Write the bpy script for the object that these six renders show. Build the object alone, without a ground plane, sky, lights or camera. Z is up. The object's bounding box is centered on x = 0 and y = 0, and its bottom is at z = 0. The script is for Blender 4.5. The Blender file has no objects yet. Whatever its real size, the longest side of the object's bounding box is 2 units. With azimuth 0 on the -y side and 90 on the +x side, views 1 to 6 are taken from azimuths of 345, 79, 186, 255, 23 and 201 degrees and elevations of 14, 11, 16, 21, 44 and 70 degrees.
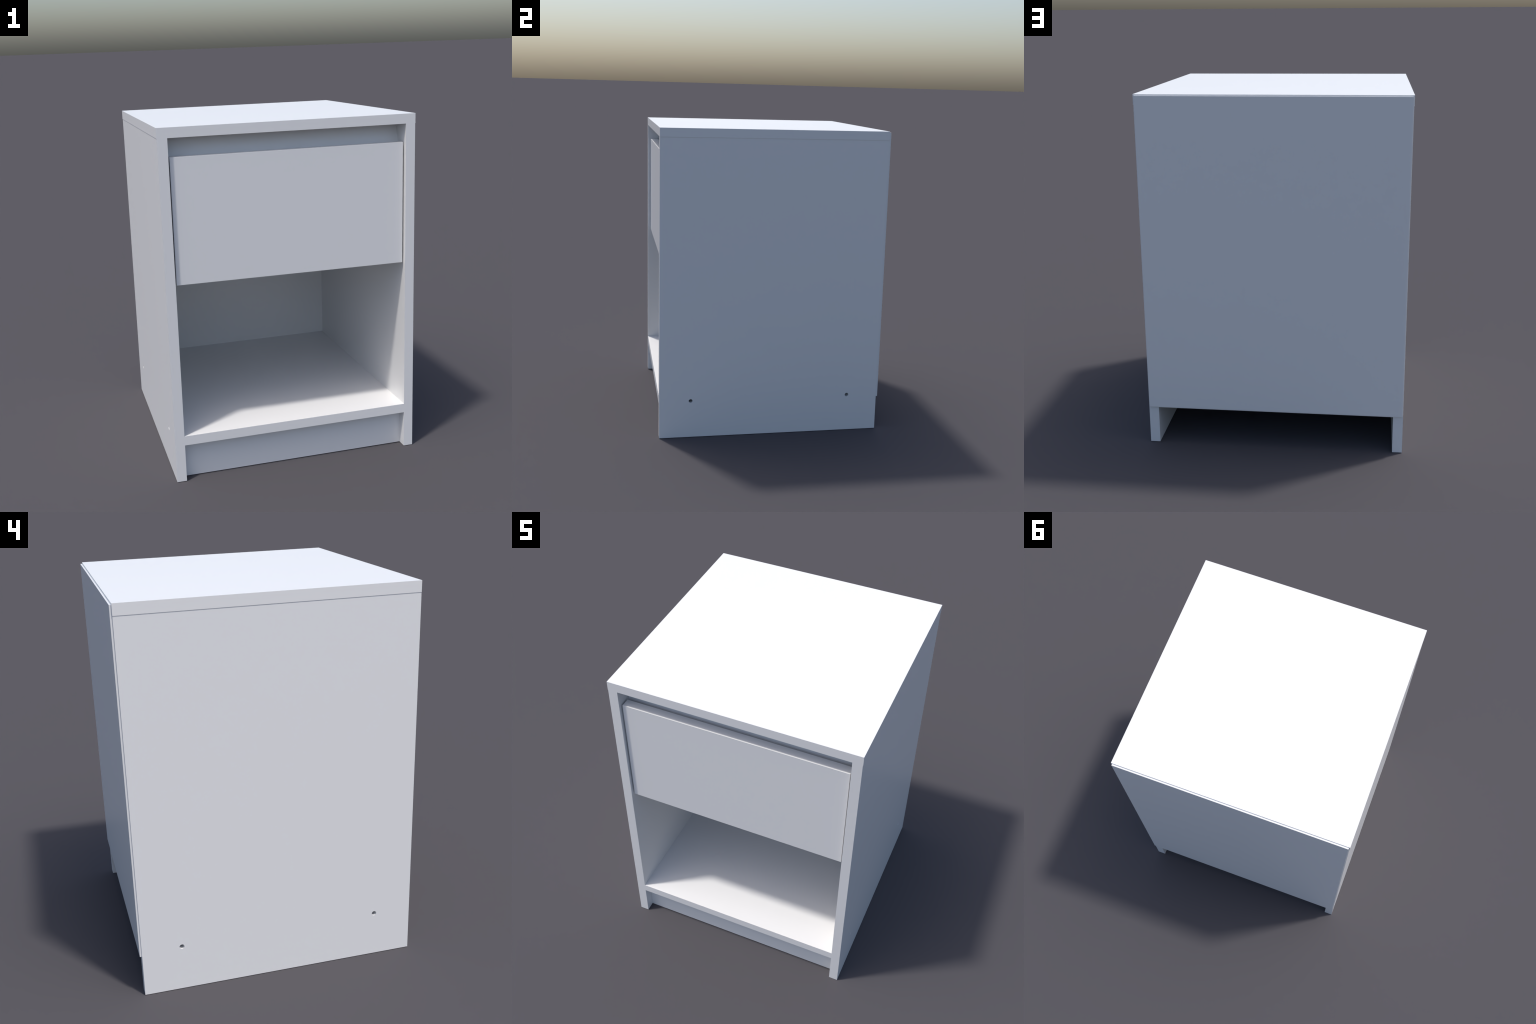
"""White laminate bedside cabinet: one drawer with a slanted finger-grip rail
above it, an open compartment below, a recessed plinth and a thin back board.
Metres, z up, front faces -y, tallest side 2.00 m."""
import bpy
import bmesh
from mathutils import Vector, Matrix

# ------------------------------------------------------------------ sizes
HEIGHT = 2.0
BOARD = 0.0552                 # thickness of every carcass board
HALF_W = 0.7271                # top board half width
OVERHANG = 0.0017              # top board stands proud of the side boards
SIDE_OUT = HALF_W - OVERHANG
SIDE_IN = 0.6703
FRONT = -0.7330
REAR = 0.7223                  # rear of the carcass, back board sits on it
BACK = 0.7330                  # outer face of the back board
TOP_UNDER = 1.9449
SHELF_TOP, SHELF_UNDER = 0.2730, 0.2181
PLINTH_FRONT = -0.6722
BACK_HALF_W, BACK_TOP, BACK_FOOT = 0.7206, 1.9924, 0.2257
DRAWER_HALF_W = 0.6610
DRAWER_TOP, DRAWER_FOOT = 1.8417, 1.1482
DRAWER_FRONT = -0.7135
DRAWER_REAR = DRAWER_FRONT + BOARD
HOLE_RADIUS, HOLE_DEPTH, HOLE_Z = 0.0128, 0.125, 0.2465
HOLE_Y = (-0.5303, 0.5172)


# --------------------------------------------------------------- material
def laminate(name, colour, roughness):
    """Plain white foil: one even colour with a barely visible mottling."""
    mat = bpy.data.materials.new(name)
    mat.use_nodes = True
    nt = mat.node_tree
    bsdf = nt.nodes["Principled BSDF"]
    coord = nt.nodes.new("ShaderNodeTexCoord")
    noise = nt.nodes.new("ShaderNodeTexNoise")
    noise.inputs["Scale"].default_value = 9.0
    noise.inputs["Detail"].default_value = 3.0
    ramp = nt.nodes.new("ShaderNodeValToRGB")
    ramp.color_ramp.elements[0].position = 0.3
    ramp.color_ramp.elements[1].position = 0.7
    ramp.color_ramp.elements[0].color = (*[c * 0.999 for c in colour], 1)
    ramp.color_ramp.elements[1].color = (*[c * 1.001 for c in colour], 1)
    nt.links.new(coord.outputs["Object"], noise.inputs["Vector"])
    nt.links.new(noise.outputs["Fac"], ramp.inputs["Fac"])
    nt.links.new(ramp.outputs["Color"], bsdf.inputs["Base Color"])
    bsdf.inputs["Roughness"].default_value = roughness
    return mat


WHITE = laminate("white_laminate", (0.80, 0.80, 0.80), 0.3)


# ---------------------------------------------------------------- helpers
def add_box(bm, lo, hi):
    """Axis-aligned board between two corners."""
    size = Vector(hi) - Vector(lo)
    mid = (Vector(hi) + Vector(lo)) / 2
    bmesh.ops.create_cube(bm, size=1.0,
                          matrix=Matrix.Translation(mid) @ Matrix.Diagonal((*size, 1)))


def add_prism(bm, outline, x0, x1):
    """Outline in the y-z plane drawn out along x."""
    a = [bm.verts.new((x0, y, z)) for y, z in outline]
    b = [bm.verts.new((x1, y, z)) for y, z in outline]
    n = len(outline)
    bm.faces.new(a)
    bm.faces.new(list(reversed(b)))
    for i in range(n):
        j = (i + 1) % n
        bm.faces.new((a[j], a[i], b[i], b[j]))


def part(name, bm, parent, material=WHITE):
    bmesh.ops.recalc_face_normals(bm, faces=bm.faces)
    me = bpy.data.meshes.new(name)
    bm.to_mesh(me)
    bm.free()
    me.materials.append(material)
    ob = bpy.data.objects.new(name, me)
    bpy.context.scene.collection.objects.link(ob)
    ob.parent = parent
    return ob


def board(name, parent, lo, hi):
    bm = bmesh.new()
    add_box(bm, lo, hi)
    return part(name, bm, parent)


# ------------------------------------------------------------------- thing
nightstand = bpy.data.objects.new("nightstand", None)
bpy.context.scene.collection.objects.link(nightstand)
nightstand["label"] = "white bedside cabinet with one drawer and open compartment"
nightstand["category"] = "nightstand"

board("top_panel", nightstand, (-HALF_W, FRONT, TOP_UNDER), (HALF_W, REAR, HEIGHT))


def drill(ob, signs):
    """Screw holes along x, from outside a side board on into the shelf end."""
    cut = bmesh.new()
    for sign in signs:
        for y in HOLE_Y:
            start, end = sign * (SIDE_OUT + 0.02), sign * (SIDE_OUT - HOLE_DEPTH)
            bmesh.ops.create_cone(
                cut, cap_ends=True, segments=24, radius1=HOLE_RADIUS, radius2=HOLE_RADIUS,
                depth=abs(start - end),
                matrix=Matrix.Translation(((start + end) / 2, y, HOLE_Z))
                @ Matrix.Rotation(1.5707963, 4, "Y"))
    cutter = part("hole_cutter", cut, None)
    mod = ob.modifiers.new("holes", "BOOLEAN")
    mod.operation, mod.solver, mod.object = "DIFFERENCE", "EXACT", cutter
    graph = bpy.context.evaluated_depsgraph_get()
    done = bpy.data.meshes.new_from_object(ob.evaluated_get(graph))
    ob.modifiers.clear()
    ob.data = done
    done.name = ob.name
    bpy.data.objects.remove(cutter)


for sign in (-1, 1):
    lo, hi = sorted((sign * SIDE_OUT, sign * SIDE_IN))
    drill(board("side_panel", nightstand, (lo, FRONT, 0.0), (hi, REAR, TOP_UNDER)), (sign,))

drill(board("bottom_shelf", nightstand,
            (-SIDE_IN, FRONT, SHELF_UNDER), (SIDE_IN, REAR, SHELF_TOP)), (-1, 1))
board("plinth", nightstand,
      (-SIDE_IN, PLINTH_FRONT, 0.0), (SIDE_IN, PLINTH_FRONT + BOARD, SHELF_UNDER))
board("back_panel", nightstand,
      (-BACK_HALF_W, REAR, BACK_FOOT), (BACK_HALF_W, BACK, BACK_TOP))

# finger-grip rail behind the drawer front: leans back towards the top board in
# a shallow cove and drops straight down behind the drawer front
bm = bmesh.new()
GRIP_TOP_Y, GRIP_LEAN, GRIP_COVE, GRIP_DROP, GRIP_STEPS = -0.5945, 0.26, 0.35, 0.178, 24
cove = []
for i in range(GRIP_STEPS + 1):
    drop = GRIP_DROP * i / GRIP_STEPS
    cove.append((GRIP_TOP_Y - GRIP_LEAN * drop - GRIP_COVE * drop * drop, TOP_UNDER - drop))
cove.append((cove[-1][0], 1.70))
add_prism(bm, cove + [(GRIP_TOP_Y + BOARD, cove[-1][1]), (GRIP_TOP_Y + BOARD, TOP_UNDER)],
          -SIDE_IN, SIDE_IN)
part("grip_rail", bm, nightstand)

# ------------------------------------------------------------------ drawer
bm = bmesh.new()
BOX_HALF_W, BOX_WALL, BOX_REAR = 0.640, 0.045, 0.66
BOX_FOOT, BOX_TOP = 1.19, 1.66
add_box(bm, (-BOX_HALF_W, DRAWER_REAR, BOX_FOOT), (-BOX_HALF_W + BOX_WALL, BOX_REAR, BOX_TOP))
add_box(bm, (BOX_HALF_W - BOX_WALL, DRAWER_REAR, BOX_FOOT), (BOX_HALF_W, BOX_REAR, BOX_TOP))
add_box(bm, (-BOX_HALF_W + BOX_WALL, BOX_REAR - BOX_WALL, BOX_FOOT),
        (BOX_HALF_W - BOX_WALL, BOX_REAR, BOX_TOP))
add_box(bm, (-BOX_HALF_W + BOX_WALL, DRAWER_REAR, BOX_FOOT + 0.02),
        (BOX_HALF_W - BOX_WALL, BOX_REAR - BOX_WALL, BOX_FOOT + 0.035))
drawer = part("drawer", bm, nightstand)
board("drawer_front", drawer,
      (-DRAWER_HALF_W, DRAWER_FRONT, DRAWER_FOOT), (DRAWER_HALF_W, DRAWER_REAR, DRAWER_TOP))

bpy.context.view_layer.update()
